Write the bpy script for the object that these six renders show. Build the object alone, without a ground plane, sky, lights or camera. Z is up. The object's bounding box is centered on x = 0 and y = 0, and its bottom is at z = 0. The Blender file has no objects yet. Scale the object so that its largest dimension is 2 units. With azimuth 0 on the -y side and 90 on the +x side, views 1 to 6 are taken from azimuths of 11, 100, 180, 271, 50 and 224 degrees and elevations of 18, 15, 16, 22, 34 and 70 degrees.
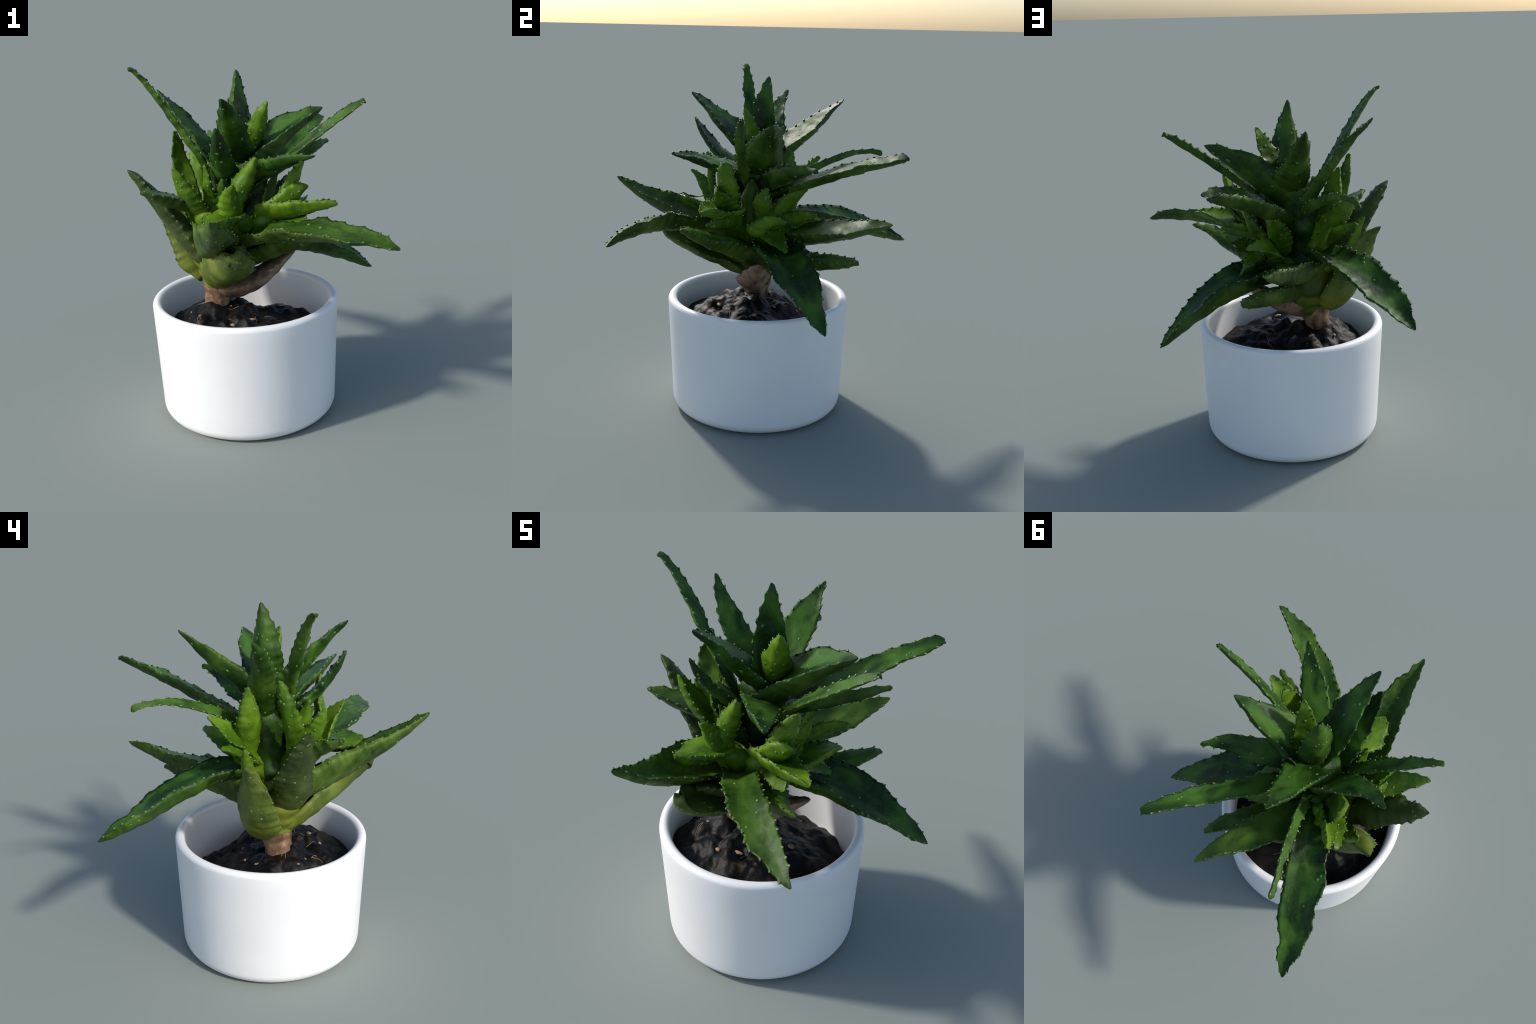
# A small spiny-edged succulent (aloe-like) in a plain white pot.
# Every leaf is described by a spine (base, two bends, tip), a half width, a roll,
# a twist along its length and how deeply it is folded into a channel.
import bpy, bmesh, math, random
import numpy as np
from mathutils import Vector, Matrix, noise

random.seed(7)
RNG = np.random.default_rng(7)

# ------------------------------------------------------------------ materials
def new_mat(name):
    m = bpy.data.materials.new(name)
    m.use_nodes = True
    nt = m.node_tree
    return m, nt, nt.nodes["Principled BSDF"]

def ramp(nt, fac, stops):
    r = nt.nodes.new("ShaderNodeValToRGB")
    els = r.color_ramp.elements
    while len(els) < len(stops):
        els.new(0.5)
    for e, (p, c) in zip(els, stops):
        e.position = p
        e.color = (*c, 1)
    nt.links.new(fac, r.inputs[0])
    return r.outputs[0]

def noise_tex(nt, vec, scale, detail=3, rough=0.55, dist=0.0):
    n = nt.nodes.new("ShaderNodeTexNoise")
    n.inputs["Scale"].default_value = scale
    n.inputs["Detail"].default_value = detail
    n.inputs["Roughness"].default_value = rough
    n.inputs["Distortion"].default_value = dist
    nt.links.new(vec, n.inputs["Vector"])
    return n.outputs["Fac"]

def mix(nt, fac, a, b, blend="MIX"):
    m = nt.nodes.new("ShaderNodeMix")
    m.data_type = "RGBA"
    m.blend_type = blend
    for sock, v in ((m.inputs[0], fac), (m.inputs[6], a), (m.inputs[7], b)):
        if isinstance(v, bpy.types.NodeSocket):
            nt.links.new(v, sock)
        elif isinstance(v, (int, float)):
            sock.default_value = v
        else:
            sock.default_value = (*v, 1)
    return m.outputs[2]

def math_node(nt, op, a, b=None):
    m = nt.nodes.new("ShaderNodeMath")
    m.operation = op
    for sock, v in ((m.inputs[0], a), (m.inputs[1], b)):
        if v is None:
            continue
        if isinstance(v, bpy.types.NodeSocket):
            nt.links.new(v, sock)
        else:
            sock.default_value = v
    return m.outputs[0]

def coords(nt):
    return nt.nodes.new("ShaderNodeTexCoord")

def bump(nt, bsdf, height, strength, distance):
    b = nt.nodes.new("ShaderNodeBump")
    b.inputs["Strength"].default_value = strength
    b.inputs["Distance"].default_value = distance
    nt.links.new(height, b.inputs["Height"])
    nt.links.new(b.outputs[0], bsdf.inputs["Normal"])

def leaf_material(name, dark, body, light, base_tint, rough=0.45):
    """Green leaf skin: mottled body colour, paler towards the sheathing base,
    darker towards the tip.  Object x runs along the leaf."""
    m, nt, bsdf = new_mat(name)
    tc = coords(nt)
    obj = tc.outputs["Object"]
    stretch = nt.nodes.new("ShaderNodeMapping")
    stretch.inputs["Scale"].default_value = (0.5, 1, 1)
    nt.links.new(obj, stretch.inputs[0])
    big = noise_tex(nt, stretch.outputs[0], 8.0, 2, 0.5, 0.5)
    col = ramp(nt, big, [(0.34, dark), (0.50, body), (0.68, light)])
    sep = nt.nodes.new("ShaderNodeSeparateXYZ")
    nt.links.new(tc.outputs["Generated"], sep.inputs[0])
    wob = noise_tex(nt, obj, 9.0, 2)
    along = math_node(nt, "ADD", sep.outputs[0], math_node(nt, "MULTIPLY", math_node(nt, "SUBTRACT", wob, 0.5), 0.35))
    basefac = ramp(nt, along, [(0.05, (0.75,) * 3), (0.42, (0.0,) * 3)])
    col = mix(nt, basefac, col, base_tint)
    tipfac = ramp(nt, along, [(0.78, (0.0,) * 3), (1.0, (0.45,) * 3)])
    col = mix(nt, tipfac, col, tuple(c * 0.55 for c in body))
    fine = noise_tex(nt, obj, 60.0, 4, 0.7)
    col = mix(nt, ramp(nt, fine, [(0.45, (0.0,) * 3), (0.8, (0.22,) * 3)]), col, tuple(min(1, c * 1.5) for c in light))
    nt.links.new(col, bsdf.inputs["Base Color"])
    rgh = math_node(nt, "ADD", math_node(nt, "MULTIPLY", big, 0.25), rough - 0.10)
    nt.links.new(rgh, bsdf.inputs["Roughness"])
    bsdf.inputs["Specular IOR Level"].default_value = 0.22
    bump(nt, bsdf, noise_tex(nt, obj, 22.0, 4, 0.55), 0.35, 0.012)
    return m

def pot_material():
    m, nt, bsdf = new_mat("white_glazed_ceramic")
    tc = coords(nt)
    n = noise_tex(nt, tc.outputs["Object"], 3.0, 2)
    nt.links.new(ramp(nt, n, [(0.3, POT_A), (0.7, POT_B)]), bsdf.inputs["Base Color"])
    bsdf.inputs["Roughness"].default_value = 0.42
    return m
POT_A, POT_B = (0.83, 0.83, 0.83), (0.86, 0.86, 0.86)

def soil_material():
    m, nt, bsdf = new_mat("dark_potting_soil")
    tc = coords(nt)
    o = tc.outputs["Object"]
    n1 = noise_tex(nt, o, 14.0, 5, 0.6, 0.6)
    col = ramp(nt, n1, [(0.40, (0.0018, 0.0017, 0.0017)), (0.56, (0.0040, 0.0033, 0.0030)), (0.66, (0.020, 0.012, 0.007)), (0.78, (0.085, 0.048, 0.025))])
    n2 = noise_tex(nt, o, 55.0, 4, 0.65)
    col = mix(nt, ramp(nt, n2, [(0.62, (0, 0, 0)), (0.80, (0.35,) * 3)]), col, (0.05, 0.034, 0.022))
    nt.links.new(col, bsdf.inputs["Base Color"])
    bsdf.inputs["Roughness"].default_value = 0.5
    bsdf.inputs["Specular IOR Level"].default_value = 0.22
    bump(nt, bsdf, n2, 0.3, 0.012)
    return m

def simple_mottled(name, a, b, scale, rough, bumpd=0.006):
    m, nt, bsdf = new_mat(name)
    tc = coords(nt)
    n = noise_tex(nt, tc.outputs["Object"], scale, 4, 0.6, 0.3)
    nt.links.new(ramp(nt, n, [(0.32, a), (0.68, b)]), bsdf.inputs["Base Color"])
    bsdf.inputs["Roughness"].default_value = rough
    bump(nt, bsdf, n, 0.4, bumpd)
    return m

def stem_material():
    """Fleshy pink-brown stem, ringed by old leaf scars, darker red streaks."""
    m, nt, bsdf = new_mat("ringed_brown_stem")
    tc = coords(nt)
    o = tc.outputs["Object"]
    mp = nt.nodes.new("ShaderNodeMapping")
    mp.inputs["Scale"].default_value = (1.0, 1.0, 0.5)
    nt.links.new(o, mp.inputs[0])
    n = noise_tex(nt, mp.outputs[0], 13.0, 4, 0.55, 0.3)
    col = ramp(nt, n, [(0.32, (0.03, 0.010, 0.007)), (0.45, (0.12, 0.055, 0.032)), (0.58, (0.26, 0.16, 0.085)), (0.72, (0.38, 0.30, 0.16))])
    w = nt.nodes.new("ShaderNodeTexWave")
    w.bands_direction = "Z"
    w.inputs["Scale"].default_value = 6.0
    w.inputs["Distortion"].default_value = 5.0
    w.inputs["Detail Scale"].default_value = 2.0
    nt.links.new(o, w.inputs["Vector"])
    col = mix(nt, ramp(nt, w.outputs["Fac"], [(0.0, (0.3,) * 3), (0.3, (0.0,) * 3)]), col, (0.07, 0.03, 0.018))
    nt.links.new(col, bsdf.inputs["Base Color"])
    bsdf.inputs["Roughness"].default_value = 0.5
    bump(nt, bsdf, n, 0.5, 0.01)
    return m

DRY = simple_mottled("papery_brown_sheath", (0.055, 0.030, 0.018), (0.30, 0.20, 0.13), 16, 0.6, 0.01)

MATS = {
    # mature leaves of the crown
    "dark": leaf_material("dark_green_leaf", (0.0035, 0.014, 0.0018), (0.011, 0.039, 0.0035), (0.046, 0.118, 0.011), (0.026, 0.068, 0.005)),
    "dark_under": leaf_material("dark_leaf_underside", (0.009, 0.029, 0.003), (0.022, 0.059, 0.005), (0.060, 0.122, 0.013), (0.040, 0.082, 0.006)),
    "mid_under": leaf_material("mid_leaf_underside", (0.016, 0.038, 0.004), (0.038, 0.078, 0.008), (0.085, 0.142, 0.020), (0.065, 0.105, 0.010)),
    # old, low leaves: olive
    "olive": leaf_material("olive_green_leaf", (0.032, 0.055, 0.009), (0.070, 0.108, 0.015), (0.135, 0.170, 0.028), (0.150, 0.170, 0.020)),
    # old broad leaf, greyish olive
    "grey_olive": leaf_material("grey_olive_leaf", (0.020, 0.036, 0.008), (0.040, 0.066, 0.014), (0.075, 0.105, 0.028), (0.090, 0.110, 0.014)),
    # mature leaves that are a lighter mid green
    "mid": leaf_material("mid_green_leaf", (0.014, 0.038, 0.004), (0.032, 0.078, 0.007), (0.075, 0.145, 0.015), (0.060, 0.115, 0.008)),
    # young leaves of the side shoots: yellow-green
    "dry": DRY,
    "young": leaf_material("young_bright_leaf", (0.024, 0.062, 0.003), (0.062, 0.135, 0.005), (0.125, 0.225, 0.016), (0.120, 0.200, 0.010), 0.38),
}
UNDER = {"dark": "dark_under", "mid": "mid_under"}
TOOTH = simple_mottled("pale_green_tooth", (0.05, 0.11, 0.02), (0.15, 0.23, 0.07), 30, 0.4)
SPOT = simple_mottled("pale_green_tubercle", (0.05, 0.13, 0.02), (0.12, 0.22, 0.05), 30, 0.4)
POT = pot_material()
SOIL = soil_material()
STEM = stem_material()
CHIP = simple_mottled("tan_bark_chip", (0.16, 0.095, 0.05), (0.42, 0.28, 0.16), 25, 0.7)

# ------------------------------------------------------------------ helpers
root = bpy.data.objects.new("potted_succulent", None)
bpy.context.collection.objects.link(root)
root["label"] = "spiny-edged green succulent with many pointed leaves in a white pot"
root["category"] = "potted plant"

def mesh_object(name, verts, faces, mat, parent=None, smooth=True, matrix=None):
    me = bpy.data.meshes.new(name)
    me.from_pydata([tuple(v) for v in verts], [], [tuple(f) for f in faces])
    me.validate()
    if smooth:
        me.polygons.foreach_set("use_smooth", [True] * len(me.polygons))
    me.materials.append(mat)
    ob = bpy.data.objects.new(name, me)
    bpy.context.collection.objects.link(ob)
    ob.parent = parent or root
    if matrix is not None:
        ob.matrix_basis = matrix
    bm = bmesh.new()
    bm.from_mesh(me)
    bmesh.ops.recalc_face_normals(bm, faces=bm.faces)
    bm.to_mesh(me)
    bm.free()
    return ob

def revolve(name, profile, segs, mat, centre):
    """profile: (radius, z) from the axis outside-bottom round to the inside-bottom."""
    verts, faces = [], []
    n = len(profile)
    for i in range(segs):
        a = 2 * math.pi * i / segs
        for r, z in profile:
            verts.append((centre[0] + r * math.cos(a), centre[1] + r * math.sin(a), z))
    for i in range(segs):
        j = (i + 1) % segs
        for k in range(n - 1):
            faces.append((i * n + k, j * n + k, j * n + k + 1, i * n + k + 1))
    ob = mesh_object(name, verts, faces, mat)
    bm = bmesh.new()
    bm.from_mesh(ob.data)
    bmesh.ops.remove_doubles(bm, verts=bm.verts, dist=1e-5)
    bmesh.ops.recalc_face_normals(bm, faces=bm.faces)
    bm.to_mesh(ob.data)
    bm.free()
    return ob

def arc(cx, cz, rad, a0, a1, n):
    return [(cx + rad * math.cos(math.radians(a0 + (a1 - a0) * i / n)),
             cz + rad * math.sin(math.radians(a0 + (a1 - a0) * i / n))) for i in range(n + 1)]

# ------------------------------------------------------------------ pot
PC = (-0.142, 0.006)
POT_H, R_TOP, R_LOW = 0.690, 0.5295, 0.5025
prof = [(0.0, 0.012), (0.40, 0.012), (0.425, 0.0)]
prof += arc(R_LOW - 0.065, 0.070, 0.068, -88, -3, 10)
prof += [(R_LOW + 0.004 + (R_TOP - R_LOW - 0.004) * f, 0.10 + (POT_H - 0.13) * f) for f in (0.1, 0.3, 0.5, 0.7, 0.9)]
prof += arc(R_TOP - 0.026, POT_H - 0.026, 0.026, 0, 180, 14)
prof += [(R_TOP - 0.055, 0.55), (R_TOP - 0.065, 0.42), (R_TOP - 0.075, 0.30), (0.0, 0.30)]
revolve("pot", prof, 128, POT, PC)

# ------------------------------------------------------------------ soil
def soil_height(x, y):
    """Root-ball mound: flat lumpy top, tilted, lowest at the +x +y side."""
    dx, dy = x - PC[0], y - PC[1]
    r = math.hypot(dx, dy)
    side = (dx + dy) / math.sqrt(2) / 0.45
    p = Vector((x, y, 0.3))
    z = 0.618 - 0.015 * side - 0.11 / (1 + math.exp(-(dy - 0.16) / 0.05)) - 0.10 * max(0.0, (r - 0.22) / 0.23) ** 1.7
    z += 0.045 * math.exp(-((x + 0.28) ** 2 + (y + 0.03) ** 2) / 0.028)
    z += 0.022 * noise.noise(p * 6.0 + Vector((9, 2, 0))) + 0.024 * noise.noise(p * 13.0 + Vector((3, 1, 0)))
    cell = noise.voronoi(p * 10.0)[0][0]
    z += 0.045 * (0.45 - cell)
    z += 0.007 * noise.noise(p * 38.0)
    return max(z, 0.36)

def build_soil():
    verts, faces = [], []
    nr, na, rmax = 70, 200, 0.474
    verts.append((PC[0], PC[1], soil_height(*PC)))
    for i in range(1, nr + 1):
        r = rmax * i / nr
        for j in range(na):
            a = 2 * math.pi * j / na
            x, y = PC[0] + r * math.cos(a), PC[1] + r * math.sin(a)
            verts.append((x, y, soil_height(x, y)))
    for j in range(na):
        faces.append((0, 1 + j, 1 + (j + 1) % na))
    for i in range(nr - 1):
        for j in range(na):
            a, b = 1 + i * na + j, 1 + i * na + (j + 1) % na
            faces.append((a, a + na, b + na, b))
    return mesh_object("soil", verts, faces, SOIL)
build_soil()

# bark chips and root bits lying on the soil
def build_chips():
    bm = bmesh.new()
    rnd = random.Random(11)
    for k in range(22):
        a, r = rnd.uniform(0, 6.283), 0.34 * math.sqrt(rnd.random())
        x, y = PC[0] + r * math.cos(a), PC[1] + r * math.sin(a)
        s = rnd.choice((0.005, 0.006, 0.008, 0.011, 0.013))
        e = rnd.uniform(1.2, 2.4)
        mtx = (Matrix.Translation((x, y, soil_height(x, y) + s * 0.15))
               @ Matrix.Rotation(rnd.uniform(0, 6.28), 4, "Z") @ Matrix.Rotation(rnd.uniform(-0.5, 0.5), 4, "X")
               @ Matrix.Diagonal((s * e, s, s * 0.55, 1)))
        bmesh.ops.create_icosphere(bm, subdivisions=2, radius=1, matrix=mtx)
    for v in bm.verts:
        v.co += Vector((noise.noise(v.co * 90), noise.noise(v.co * 90 + Vector((5, 0, 0))), noise.noise(v.co * 90 + Vector((0, 5, 0))))) * 0.006
    me = bpy.data.meshes.new("bark_chip")
    bm.to_mesh(me)
    bm.free()
    me.polygons.foreach_set("use_smooth", [True] * len(me.polygons))
    me.materials.append(CHIP)
    ob = bpy.data.objects.new("bark_chip", me)
    bpy.context.collection.objects.link(ob)
    ob.parent = root
    ob["kind"] = "stuff"
build_chips()

# thin tan root fibres straggling over the soil
def build_fibres():
    rnd = random.Random(5)
    cu = bpy.data.curves.new("root_fibre", "CURVE")
    cu.dimensions = "3D"
    cu.bevel_depth = 0.0017
    cu.bevel_resolution = 1
    for q in range(14):
        a, r = rnd.uniform(0, 6.283), 0.36 * math.sqrt(rnd.random())
        x, y, d = PC[0] + r * math.cos(a), PC[1] + r * math.sin(a), rnd.uniform(0, 6.283)
        sp = cu.splines.new("POLY")
        n = rnd.randint(4, 8)
        sp.points.add(n - 1)
        for i in range(n):
            sp.points[i].co = (x, y, soil_height(x, y) + 0.0015, 1)
            sp.points[i].radius = 1.0 - 0.6 * i / n
            d += rnd.uniform(-0.5, 0.5)
            x += 0.010 * math.cos(d)
            y += 0.010 * math.sin(d)
    tmp = bpy.data.objects.new("root_fibre_curve", cu)
    me = bpy.data.meshes.new_from_object(tmp)
    bpy.data.objects.remove(tmp)
    me.name = "root_fibre"
    me.materials.clear()
    me.materials.append(CHIP)
    ob = bpy.data.objects.new("root_fibre", me)
    bpy.context.collection.objects.link(ob)
    ob.parent = root
    ob["kind"] = "stuff"
build_fibres()

# ------------------------------------------------------------------ stem
def tube(name, pts, radii, mat, segs=28, wob=0.0, freq=14.0, parent=None):
    pts = [Vector(p) for p in pts]
    # resample with Catmull-Rom
    P, R = [], []
    n = len(pts)
    for i in range(n - 1):
        p0, p1, p2, p3 = pts[max(i - 1, 0)], pts[i], pts[i + 1], pts[min(i + 2, n - 1)]
        for s in range(8):
            t = s / 8
            P.append(0.5 * ((2 * p1) + (p2 - p0) * t + (2 * p0 - 5 * p1 + 4 * p2 - p3) * t * t + (3 * p1 - p0 - 3 * p2 + p3) * t ** 3))
            R.append(radii[i] + (radii[i + 1] - radii[i]) * (3 * t * t - 2 * t ** 3))
    P.append(pts[-1]); R.append(radii[-1])
    verts, faces = [], []
    for i, (p, r) in enumerate(zip(P, R)):
        t = (P[min(i + 1, len(P) - 1)] - P[max(i - 1, 0)]).normalized()
        u = t.cross(Vector((0, 1, 0.01))).normalized()
        v = t.cross(u)
        for j in range(segs):
            a = 2 * math.pi * j / segs
            d = u * math.cos(a) + v * math.sin(a)
            q = p + d * r
            q += d * wob * (noise.noise(q * freq) + 0.5 * noise.noise(q * freq * 2.3))
            verts.append(q)
    m = len(P)
    for i in range(m - 1):
        for j in range(segs):
            k = (j + 1) % segs
            faces.append((i * segs + j, i * segs + k, (i + 1) * segs + k, (i + 1) * segs + j))
    faces.append(tuple(range(segs)))
    faces.append(tuple((m - 1) * segs + j for j in range(segs)))
    return mesh_object(name, verts, faces, mat, parent)

def axis(z):
    return (-0.30 + 0.15 * (z - 0.63), -0.035 + 0.08 * (z - 0.63), z)

tube("stem", [axis(0.54), axis(0.63), axis(0.70), axis(0.76), axis(0.84)],
     [0.092, 0.076, 0.072, 0.086, 0.10], STEM, 36, 0.014)
# fused leaf bases that hide the stem: olive cup below, upper ones coloured dark for the hollow's shade
tube("leaf_sheath", [axis(0.725), axis(0.77), axis(0.83), axis(0.91), axis(1.0), axis(1.06)],
     [0.074, 0.092, 0.125, 0.16, 0.155, 0.11], MATS["olive"], 40, 0.02, 9.0)
tube("leaf_sheath", [axis(0.95), axis(1.05), axis(1.2), axis(1.34), axis(1.44), axis(1.52)],
     [0.10, 0.12, 0.105, 0.105, 0.095, 0.055], MATS["dark"], 36, 0.022, 10.0)
for centre in ((0.0, -0.12, 1.16), (0.02, 0.05, 1.14), (-0.29, 0.09, 1.14), (-0.11, -0.19, 1.17), (-0.30, -0.14, 1.18)):
    c, a0 = Vector(centre), Vector(axis(centre[2] - 0.16))
    tube("side_shoot", [a0, a0.lerp(c, 0.5) - Vector((0, 0, 0.02)), c, c + Vector((0, 0, 0.05))],
         [0.07, 0.075, 0.07, 0.035], MATS["young"], 20, 0.015)

# ------------------------------------------------------------------ leaves
def bezier(P, t):
    t = t[:, None]
    return (1 - t) ** 3 * P[0] + 3 * t * (1 - t) ** 2 * P[1] + 3 * t ** 2 * (1 - t) * P[2] + t ** 3 * P[3]

def unit(a):
    return a / np.maximum(np.linalg.norm(a, axis=1), 1e-9)[:, None]

def width_profile(t, base_frac, widest):
    """Half width along a leaf: sheathing base, widest part, long taper to a blunt tip."""
    rise = base_frac + (1 - base_frac) * np.sin(np.clip(t / widest, 0, 1) * math.pi / 2)
    fall = np.cos(np.clip((t - widest) / (1 - widest), 0, 1) * math.pi / 2) ** 0.68
    return np.where(t < widest, rise, fall)

leaf_count = [0]

def leaf(base, bend_in, bend_out, tip, width, roll, twist, fold, look, keel=0.35,
         base_frac=0.8, widest=0.3, teeth=True, plump=0.85, same_under=False, pad=0.0, shift=0.006):
    k = leaf_count[0]
    leaf_count[0] += 1
    rng = np.random.default_rng(100 + k)
    P = np.array([base, bend_in, bend_out, tip], float)
    length = float(np.linalg.norm(np.diff(bezier(P, np.linspace(0, 1, 30)), axis=0), axis=1).sum())
    NL = int(max(40, min(120, length / 0.009)))
    NC = 12                                            # across each face
    t = np.linspace(0, 1, NL + 1)
    # pack rows towards the tip so that it ends rounded
    t = 1 - (1 - t) ** 1.12
    S = bezier(P, t)
    tau = unit(np.gradient(S, axis=0))
    h = P[3] - P[0]
    h[2] = 0
    h /= np.linalg.norm(h) + 1e-9
    b0 = np.array([-h[1], h[0], 0.0])
    b = unit(b0 - (tau @ b0)[:, None] * tau)
    n = np.cross(tau, b)
    r = roll + twist * t
    c, s = np.cos(r)[:, None], np.sin(r)[:, None]
    b, n = b * c + n * s, n * c - b * s
    S = S + n * shift * np.clip((1 - t) / 0.1, 0, 1)[:, None]

    w = width * width_profile(t, base_frac, widest)
    tip_round = 0.017 * np.sqrt(np.clip((1 - t) / 0.03, 0, 1))
    w = np.maximum(w, tip_round)
    # scalloped, toothed margins: the two sides are out of step
    arcl = np.concatenate([[0], np.cumsum(np.linalg.norm(np.diff(S, axis=0), axis=1))])
    edges = []
    tooth_at = []
    for side in (0, 1):
        pos, x = [], 0.22 * length + 0.02 * rng.random()
        while x < length - 0.02:
            pos.append(x)
            x += (0.034 + 0.036 * rng.random()) * (0.75 if look == "young" else 1.0)
        bumps = np.zeros_like(arcl)
        for p in pos:
            bumps += (0.003 + 0.006 * rng.random()) * np.exp(-((arcl - p) / (0.009 + 0.006 * rng.random())) ** 2)
        wav = 0.013 * np.array([(noise.noise(Vector((a * 9, 10.0 * k, 5.0 * side))) + 0.4 * noise.noise(Vector((a * 26, 10.0 * k, 5.0 * side + 2)))) for a in arcl])
        fade = np.clip((length - arcl) / 0.05, 0, 1)
        edges.append(w * (1 + 0.05 * np.sin(arcl * 23 + k + 2 * side)) + (bumps - 0.003) * fade + wav * np.clip(w / 0.05, 0, 1) * fade)
        tooth_at.append(pos)

    lift_noise = np.array([[(noise.noise(Vector((a * 6, 7.0 * k, sgn * 3.0))) + 0.5 * noise.noise(Vector((a * 19, 7.0 * k, sgn * 3.0)))) for sgn in (-1, 1)] for a in arcl])
    half = 0.007 + 0.03 * width * np.sqrt(np.clip(1 - t, 0, 1))     # thickness of the blade rim
    rows = []
    for i in range(NL + 1):
        ring = []
        endk = math.sqrt(max(0.0, min(1.0, (1 - t[i]) / 0.025)))
        for face in (1, -1):
            xs = np.linspace(1, -1, NC + 1)[:-1] if face == 1 else np.linspace(-1, 1, NC + 1)[:-1]
            for x in xs:
                we = edges[0][i] if x >= 0 else edges[1][i]
                a = abs(x)
                lift = fold * w[i] * a ** 1.8
                lift += 0.020 * lift_noise[i, 0 if x < 0 else 1] * a ** 2 * min(1, w[i] / 0.05)
                core = 1 - a ** 2.2
                if face == 1:
                    off = fold * w[i] * (plump + (1 - plump) * a ** 1.8) + (lift - fold * w[i] * a ** 1.8) + (0.15 * half[i] + pad * w[i]) * core
                else:
                    off = lift - (keel * w[i] + half[i]) * core ** 0.8
                q = S[i] + b[i] * (x * we) + n[i] * off * (0.35 + 0.65 * endk)
                ring.append(q)
        rows.append(ring)
    V = np.array(rows)                                  # (NL+1, 2*NC, 3)
    # slight organic lumps
    flat = V.reshape(-1, 3)
    cen = np.repeat(S, 2 * NC, axis=0)
    for i in range(len(flat)):
        q = Vector(flat[i])
        d = flat[i] - cen[i]
        L = np.linalg.norm(d) + 1e-9
        flat[i] += d / L * min(L, 0.022) * 0.30 * noise.noise(q * 17.0 + Vector((k * 3.1, 0, 0)))
    m = 2 * NC
    faces = []
    for i in range(NL):
        for j in range(m):
            j2 = (j + 1) % m
            faces.append((i * m + j, i * m + j2, (i + 1) * m + j2, (i + 1) * m + j))
    faces.append(tuple(range(m)))
    faces.append(tuple(NL * m + j for j in range(m)))
    # local frame: x along the leaf, z out of its upper face, origin at its base
    ex = Vector(P[3] - P[0]).normalized()
    ez = Vector(n[NL // 3])
    ez = (ez - ex * ez.dot(ex)).normalized()
    ey = ez.cross(ex)
    M = Matrix((ex, ey, ez)).transposed().to_4x4()
    M.translation = Vector(P[0])
    inv = M.inverted()
    ob = mesh_object("leaf", [inv @ Vector(v) for v in flat], faces, MATS[look], matrix=M)
    if look in UNDER and not same_under:               # the underside is a paler, yellower green
        ob.data.materials.append(MATS[UNDER[look]])
        ob.data.polygons.foreach_set("material_index", [1 if (q < NL * m and q % m >= NC) else 0 for q in range(len(faces))])

    if not teeth:
        return ob
    # pale teeth on the margins
    tv, tf = [], []
    def idx(a):
        return min(NL, int(np.searchsorted(arcl, a)))
    for side in (0, 1):
        sg = 1 if side == 0 else -1
        for p in tooth_at[side]:
            i = idx(p)
            we = edges[side][i]
            root_p = V[i][0 if side == 0 else NC] - sg * b[i] * 0.004
            out = sg * b[i] * 0.8 + n[i] * (0.3 + 0.5 * fold) + tau[i] * 0.45
            out /= np.linalg.norm(out)
            hgt = (0.004 + 0.008 * rng.random()) * (1.15 if look == "young" else 1.0)
            rad = 0.0070
            u = tau[i]
            v = np.cross(out, u)
            o = len(tv)
            for ring_h, ring_r in ((0.0, 1.0), (0.45, 0.75), (0.8, 0.35)):
                for a in range(6):
                    ang = a * math.pi / 3
                    tv.append(root_p + out * hgt * ring_h + (u * math.cos(ang) * 1.25 + v * math.sin(ang) * 0.8) * rad * ring_r)
            tv.append(root_p + out * hgt)
            for rr in range(2):
                for a in range(6):
                    a2 = (a + 1) % 6
                    tf.append((o + rr * 6 + a, o + rr * 6 + a2, o + rr * 6 + 6 + a2, o + rr * 6 + 6 + a))
            for a in range(6):
                tf.append((o + 12 + a, o + 12 + (a + 1) % 6, o + 18))
    if tv:
        tb = mesh_object("tooth_row", [inv @ Vector(v) for v in tv], tf, TOOTH, parent=ob)
        tb["kind"] = "stuff"
    # pale tubercles scattered in loose rows on both faces, more on the underside
    sv, sf = [], []
    count = int(length * width * (360 if look == "young" else 170))
    for q in range(count):
        face = -1 if rng.random() < 0.8 else 1
        i = int(NL * (0.18 + 0.74 * rng.random()))
        lane = rng.choice([-0.62, -0.3, 0.05, 0.34, 0.66]) + 0.10 * rng.normal()
        lane = max(-0.85, min(0.85, lane))
        jj = (1 - lane) / 2 * NC
        j0 = int(jj)
        ring = V[i]
        if face == 1:
            A0, B0 = ring[j0], ring[(j0 + 1) % m]
            C0 = V[min(i + 1, NL)][j0]
        else:
            jb = NC + (NC - 1 - j0)
            A0, B0 = ring[jb], ring[(jb + 1) % m]
            C0 = V[min(i + 1, NL)][jb]
        pos = (A0 + B0) / 2
        nn = np.cross(B0 - A0, C0 - A0)
        L = np.linalg.norm(nn)
        if L < 1e-9:
            continue
        nn /= L
        if np.dot(nn, n[i]) * face < 0:
            nn = -nn
        u = tau[i]
        v = np.cross(nn, u)
        rad = 0.0048 + 0.0035 * rng.random()
        o = len(sv)
        for ring_h, ring_r in ((-0.15, 1.0), (0.22, 0.8), (0.42, 0.4)):
            for a in range(8):
                ang = a * math.pi / 4
                sv.append(pos + nn * rad * ring_h + (u * math.cos(ang) * 1.3 + v * math.sin(ang)) * rad * ring_r)
        sv.append(pos + nn * rad * 0.5)
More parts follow.
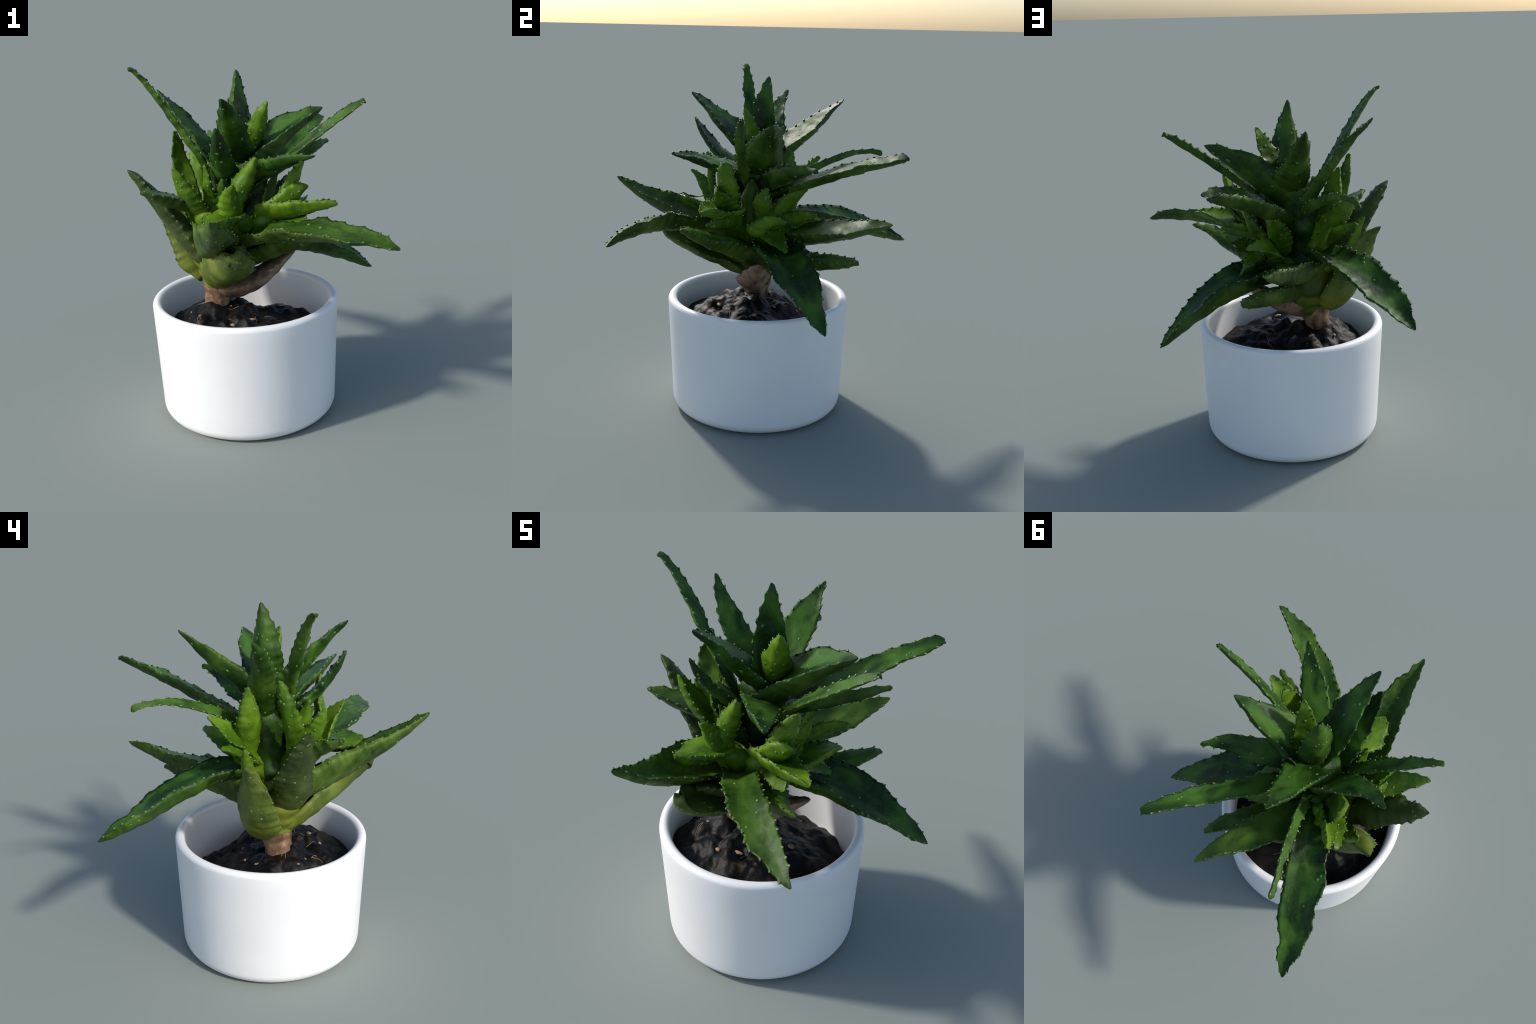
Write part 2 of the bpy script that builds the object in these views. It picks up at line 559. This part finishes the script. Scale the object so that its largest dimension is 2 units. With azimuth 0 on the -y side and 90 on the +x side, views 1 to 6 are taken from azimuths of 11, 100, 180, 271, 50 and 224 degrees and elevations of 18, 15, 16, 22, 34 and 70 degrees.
        for rr in range(2):
            for a in range(8):
                a2 = (a + 1) % 8
                sf.append((o + rr * 8 + a, o + rr * 8 + a2, o + rr * 8 + 8 + a2, o + rr * 8 + 8 + a))
        for a in range(8):
            sf.append((o + 16 + a, o + 16 + (a + 1) % 8, o + 24))
    if sv:
        sb = mesh_object("tubercle_spots", [inv @ Vector(v) for v in sv], sf, SPOT, parent=ob)
        sb["kind"] = "stuff"
    return ob

leaf(base=(-0.118, 0.041, 1.464), bend_in=(-0.177, 0.015, 1.590), bend_out=(-0.163, 0.042, 1.695), tip=(-0.141, 0.048, 1.954),
     width=0.100, roll=0.11, twist=-0.22, fold=0.47, look="dark", widest=0.29, base_frac=0.75)
leaf(base=(-0.194, 0.028, 1.230), bend_in=(-0.252, 0.122, 1.464), bend_out=(-0.392, -0.020, 1.624), tip=(-0.600, 0.086, 1.854),
     width=0.086, roll=-0.25, twist=0.27, fold=0.25, look="dark", widest=0.29, base_frac=0.75)
leaf(base=(-0.184, -0.047, 1.234), bend_in=(-0.411, -0.107, 1.627), bend_out=(-0.613, -0.161, 1.995), tip=(-0.661, -0.200, 1.990),
     width=0.036, roll=-0.00, twist=0.02, fold=0.43, look="dark", widest=0.40, base_frac=0.75)
leaf(base=(-0.207, 0.027, 1.309), bend_in=(-0.055, 0.055, 1.461), bend_out=(0.086, 0.119, 1.588), tip=(0.308, 0.150, 1.732),
     width=0.127, roll=0.15, twist=0.26, fold=0.68, look="dark", widest=0.26, base_frac=0.75, plump=0.6)
leaf(base=(-0.182, -0.019, 1.231), bend_in=(0.014, 0.391, 1.451), bend_out=(0.262, 0.890, 1.612), tip=(0.219, 0.829, 1.575),
     width=0.060, roll=0.23, twist=0.18, fold=0.44, look="dark", widest=0.32, base_frac=0.80, shift=0.0)
leaf(base=(-0.200, -0.032, 1.280), bend_in=(0.005, 0.137, 1.374), bend_out=(0.254, 0.199, 1.488), tip=(0.309, 0.391, 1.511),
     width=0.073, roll=0.05, twist=-1.22, fold=0.38, look="dark", widest=0.29, base_frac=0.72)
leaf(base=(-0.145, 0.043, 1.454), bend_in=(-0.155, -0.130, 1.567), bend_out=(-0.137, -0.166, 1.655), tip=(-0.128, -0.392, 1.856),
     width=0.105, roll=-0.41, twist=0.11, fold=0.39, look="dark", widest=0.30, base_frac=0.65, same_under=True)
leaf(base=(-0.155, 0.051, 1.479), bend_in=(-0.065, 0.005, 1.530), bend_out=(-0.037, -0.029, 1.596), tip=(0.038, -0.051, 1.797),
     width=0.085, roll=-0.47, twist=0.03, fold=0.50, look="young", widest=0.29, base_frac=0.75)
leaf(base=(-0.246, -0.033, 0.969), bend_in=(0.083, -0.406, 1.218), bend_out=(0.513, -0.517, 1.210), tip=(0.746, -0.595, 1.159),
     width=0.087, roll=-0.22, twist=0.81, fold=0.52, look="mid", widest=0.41, base_frac=0.73, plump=0.5)
leaf(base=(-0.327, -0.128, 1.220), bend_in=(-0.484, -0.173, 1.269), bend_out=(-0.543, -0.289, 1.312), tip=(-0.600, -0.341, 1.374),
     width=0.067, roll=-0.01, twist=-0.10, fold=0.57, look="mid", widest=0.36, base_frac=0.72)
leaf(base=(-0.199, -0.012, 1.211), bend_in=(0.176, -0.095, 1.545), bend_out=(0.584, 0.056, 1.813), tip=(0.531, 0.034, 1.774),
     width=0.031, roll=0.40, twist=0.60, fold=0.46, look="dark", widest=0.41, base_frac=0.72, shift=0.0)
leaf(base=(-0.219, -0.017, 0.993), bend_in=(0.166, 0.212, 0.991), bend_out=(0.263, 0.264, 0.938), tip=(0.558, 0.487, 0.709),
     width=0.134, roll=-0.15, twist=0.51, fold=0.59, look="dark", widest=0.38, base_frac=0.73, plump=0.4, shift=0.0)
leaf(base=(-0.213, 0.021, 1.187), bend_in=(-0.198, -0.082, 1.418), bend_out=(-0.175, -0.325, 1.513), tip=(-0.171, -0.381, 1.712),
     width=0.083, roll=-0.23, twist=0.01, fold=0.30, look="dark", widest=0.27, base_frac=0.75, same_under=True)
leaf(base=(-0.273, 0.008, 0.978), bend_in=(-0.209, 0.299, 1.028), bend_out=(-0.101, 0.489, 1.069), tip=(-0.027, 0.780, 1.177),
     width=0.111, roll=0.01, twist=0.47, fold=0.50, look="mid", widest=0.30, base_frac=0.74)
leaf(base=(-0.185, 0.015, 1.344), bend_in=(-0.135, 0.098, 1.569), bend_out=(-0.206, 0.212, 1.569), tip=(-0.228, 0.461, 1.837),
     width=0.119, roll=0.22, twist=0.27, fold=0.34, look="dark", widest=0.22, base_frac=0.75, plump=0.7)
leaf(base=(-0.272, -0.052, 0.836), bend_in=(-0.432, -0.107, 1.027), bend_out=(-0.573, -0.132, 1.258), tip=(-0.717, -0.177, 1.459),
     width=0.123, roll=-0.10, twist=0.51, fold=0.11, look="grey_olive", widest=0.24, base_frac=0.75, plump=0.5, pad=0.55)
leaf(base=(-0.339, -0.052, 0.934), bend_in=(-0.246, -0.406, 1.154), bend_out=(-0.145, -0.519, 1.102), tip=(-0.112, -0.841, 1.355),
     width=0.125, roll=-0.66, twist=0.55, fold=0.61, look="mid", widest=0.23, base_frac=0.79, plump=0.25, shift=0.0)
leaf(base=(-0.257, 0.008, 0.844), bend_in=(-0.059, 0.226, 0.879), bend_out=(0.066, 0.527, 0.946), tip=(0.103, 0.610, 0.977),
     width=0.071, roll=0.43, twist=-0.14, fold=0.71, look="mid", widest=0.30, base_frac=0.68, pad=0.3)
leaf(base=(-0.152, 0.001, 1.220), bend_in=(-0.202, 0.184, 1.379), bend_out=(-0.392, 0.538, 1.579), tip=(-0.483, 0.681, 1.495),
     width=0.031, roll=-0.63, twist=-0.19, fold=0.41, look="dark", widest=0.23, base_frac=0.75)
leaf(base=(-0.197, 0.041, 1.322), bend_in=(-0.049, -0.035, 1.411), bend_out=(0.009, -0.178, 1.460), tip=(0.327, -0.380, 1.571),
     width=0.109, roll=-0.16, twist=-0.24, fold=0.30, look="dark", widest=0.26, base_frac=0.75, same_under=True)
leaf(base=(-0.237, -0.000, 0.838), bend_in=(0.035, 0.001, 0.955), bend_out=(0.159, -0.281, 1.057), tip=(0.444, -0.303, 1.188),
     width=0.087, roll=0.23, twist=-0.73, fold=0.56, look="mid", widest=0.25, base_frac=0.76, pad=0.35)
leaf(base=(-0.125, -0.210, 1.094), bend_in=(-0.119, -0.278, 1.209), bend_out=(-0.134, -0.315, 1.334), tip=(-0.097, -0.387, 1.421),
     width=0.069, roll=0.47, twist=0.03, fold=0.48, look="young", widest=0.30, base_frac=0.75)
leaf(base=(-0.230, 0.014, 1.078), bend_in=(-0.360, 0.312, 1.205), bend_out=(-0.627, 0.577, 1.014), tip=(-0.736, 0.844, 0.922),
     width=0.107, roll=-0.13, twist=0.55, fold=0.50, look="dark", widest=0.50, base_frac=0.65, plump=0.35, shift=0.0)
leaf(base=(-0.025, 0.063, 1.065), bend_in=(-0.061, 0.177, 1.128), bend_out=(-0.043, 0.246, 1.187), tip=(0.088, 0.379, 1.213),
     width=0.069, roll=-0.69, twist=-0.34, fold=0.49, look="young", widest=0.31, base_frac=0.75)
leaf(base=(-0.011, -0.107, 1.196), bend_in=(0.121, -0.143, 1.207), bend_out=(0.248, -0.176, 1.244), tip=(0.419, -0.205, 1.285),
     width=0.095, roll=-0.28, twist=0.09, fold=0.53, look="young", widest=0.27, base_frac=0.77, plump=0.3)
leaf(base=(0.016, -0.113, 1.121), bend_in=(0.136, -0.142, 1.273), bend_out=(0.234, -0.115, 1.498), tip=(0.225, -0.118, 1.520),
     width=0.073, roll=-0.27, twist=0.05, fold=0.21, look="young", widest=0.26, base_frac=0.75)
leaf(base=(-0.136, -0.222, 1.175), bend_in=(-0.130, -0.307, 1.316), bend_out=(-0.038, -0.245, 1.442), tip=(0.007, -0.268, 1.541),
     width=0.058, roll=-0.87, twist=-0.21, fold=0.37, look="young", widest=0.35, base_frac=0.75)
leaf(base=(-0.313, -0.126, 1.163), bend_in=(-0.374, -0.182, 1.274), bend_out=(-0.431, -0.257, 1.389), tip=(-0.438, -0.263, 1.490),
     width=0.076, roll=-0.16, twist=0.10, fold=0.48, look="young", widest=0.30, base_frac=0.75)
leaf(base=(-0.260, -0.069, 0.997), bend_in=(-0.442, -0.172, 1.244), bend_out=(-0.488, -0.031, 1.568), tip=(-0.481, -0.038, 1.644),
     width=0.065, roll=-0.75, twist=0.34, fold=0.44, look="young", widest=0.34, base_frac=0.75)
leaf(base=(-0.296, 0.122, 1.146), bend_in=(-0.359, 0.099, 1.302), bend_out=(-0.415, 0.081, 1.457), tip=(-0.414, 0.117, 1.595),
     width=0.084, roll=0.57, twist=0.09, fold=0.39, look="young", widest=0.32, base_frac=0.75)
leaf(base=(-0.370, 0.058, 0.775), bend_in=(-0.501, 0.120, 0.887), bend_out=(-0.506, 0.093, 1.074), tip=(-0.643, 0.137, 1.263),
     width=0.139, roll=-0.32, twist=-0.30, fold=0.22, look="olive", widest=0.27, base_frac=0.71, pad=0.45, shift=0.015)
leaf(base=(-0.315, -0.046, 0.772), bend_in=(-0.180, -0.291, 0.913), bend_out=(0.040, -0.631, 1.105), tip=(-0.134, -0.516, 1.084),
     width=0.128, roll=-0.32, twist=-0.29, fold=0.37, look="olive", widest=0.16, base_frac=0.39, plump=0.8)
leaf(base=(0.006, 0.067, 1.144), bend_in=(0.047, 0.078, 1.223), bend_out=(0.105, 0.059, 1.303), tip=(0.106, 0.100, 1.370),
     width=0.058, roll=0.11, twist=-0.06, fold=0.43, look="young", widest=0.28, base_frac=0.77)
leaf(base=(0.058, 0.039, 1.103), bend_in=(0.118, 0.078, 1.148), bend_out=(0.164, 0.118, 1.206), tip=(0.193, 0.216, 1.201),
     width=0.087, roll=0.17, twist=-0.31, fold=0.46, look="young", widest=0.28, base_frac=0.75)
leaf(base=(-0.094, 0.082, 1.102), bend_in=(-0.078, 0.151, 1.190), bend_out=(-0.049, 0.218, 1.300), tip=(-0.050, 0.296, 1.348),
     width=0.077, roll=-0.35, twist=0.15, fold=0.42, look="young", widest=0.27, base_frac=0.77)
leaf(base=(-0.012, 0.061, 1.094), bend_in=(0.029, 0.108, 1.070), bend_out=(0.077, 0.157, 1.046), tip=(0.132, 0.213, 1.020),
     width=0.064, roll=0.07, twist=0.36, fold=0.43, look="young", widest=0.28, base_frac=0.75)
leaf(base=(0.034, 0.003, 1.087), bend_in=(0.075, 0.042, 1.110), bend_out=(0.113, 0.082, 1.134), tip=(0.159, 0.125, 1.136),
     width=0.048, roll=-0.14, twist=0.02, fold=0.40, look="young", widest=0.30, base_frac=0.76)
leaf(base=(0.002, -0.121, 1.187), bend_in=(0.102, -0.153, 1.241), bend_out=(0.195, -0.158, 1.324), tip=(0.257, -0.148, 1.367),
     width=0.087, roll=-0.24, twist=-0.37, fold=0.39, look="young", widest=0.32, base_frac=0.75)
leaf(base=(-0.014, -0.086, 1.135), bend_in=(0.099, -0.120, 1.165), bend_out=(0.214, -0.158, 1.167), tip=(0.264, -0.213, 1.177),
     width=0.063, roll=0.26, twist=0.47, fold=0.40, look="young", widest=0.35, base_frac=0.76)
leaf(base=(-0.150, -0.195, 1.213), bend_in=(-0.169, -0.308, 1.198), bend_out=(-0.182, -0.446, 1.191), tip=(-0.170, -0.482, 1.254),
     width=0.101, roll=-0.11, twist=0.41, fold=0.31, look="young", widest=0.26, base_frac=0.75)
leaf(base=(-0.268, -0.124, 1.154), bend_in=(-0.293, -0.142, 1.263), bend_out=(-0.292, -0.166, 1.366), tip=(-0.282, -0.194, 1.490),
     width=0.063, roll=-0.32, twist=-0.92, fold=0.50, look="young", widest=0.31, base_frac=0.75)
leaf(base=(-0.288, 0.084, 1.165), bend_in=(-0.352, 0.156, 1.288), bend_out=(-0.432, 0.257, 1.370), tip=(-0.490, 0.307, 1.470),
     width=0.061, roll=-0.62, twist=-0.51, fold=0.48, look="young", widest=0.32, base_frac=0.75)
leaf(base=(-0.295, 0.084, 1.128), bend_in=(-0.369, 0.130, 1.191), bend_out=(-0.441, 0.174, 1.274), tip=(-0.507, 0.246, 1.304),
     width=0.065, roll=-0.34, twist=-0.30, fold=0.41, look="young", widest=0.29, base_frac=0.75)
leaf(base=(-0.318, 0.060, 0.970), bend_in=(-0.438, 0.092, 1.046), bend_out=(-0.502, 0.135, 1.138), tip=(-0.551, 0.133, 1.324),
     width=0.057, roll=-0.09, twist=-0.07, fold=0.40, look="young", widest=0.30, base_frac=0.75)
leaf(base=(-0.272, -0.039, 0.727), bend_in=(-0.116, -0.034, 0.710), bend_out=(-0.024, -0.005, 0.791), tip=(0.148, 0.064, 0.946),
     width=0.107, roll=0.05, twist=0.18, fold=0.39, look="dry", widest=0.30, base_frac=0.75, teeth=False, plump=1.6)
leaf(base=(-0.030, -0.010, 1.100), bend_in=(0.003, -0.007, 1.203), bend_out=(0.037, -0.003, 1.307), tip=(0.070, -0.000, 1.410),
     width=0.070, roll=0.00, twist=0.00, fold=0.40, look="mid", widest=0.30, base_frac=0.75)
leaf(base=(-0.200, -0.080, 1.080), bend_in=(-0.195, -0.127, 1.193), bend_out=(-0.190, -0.174, 1.307), tip=(-0.185, -0.220, 1.420),
     width=0.075, roll=0.00, twist=0.00, fold=0.40, look="dark", widest=0.30, base_frac=0.75)
leaf(base=(-0.170, -0.090, 0.860), bend_in=(-0.137, -0.206, 0.943), bend_out=(-0.103, -0.324, 1.027), tip=(-0.070, -0.440, 1.110),
     width=0.070, roll=0.00, twist=0.00, fold=0.40, look="grey_olive", widest=0.30, base_frac=0.75, plump=0.9, pad=0.2)
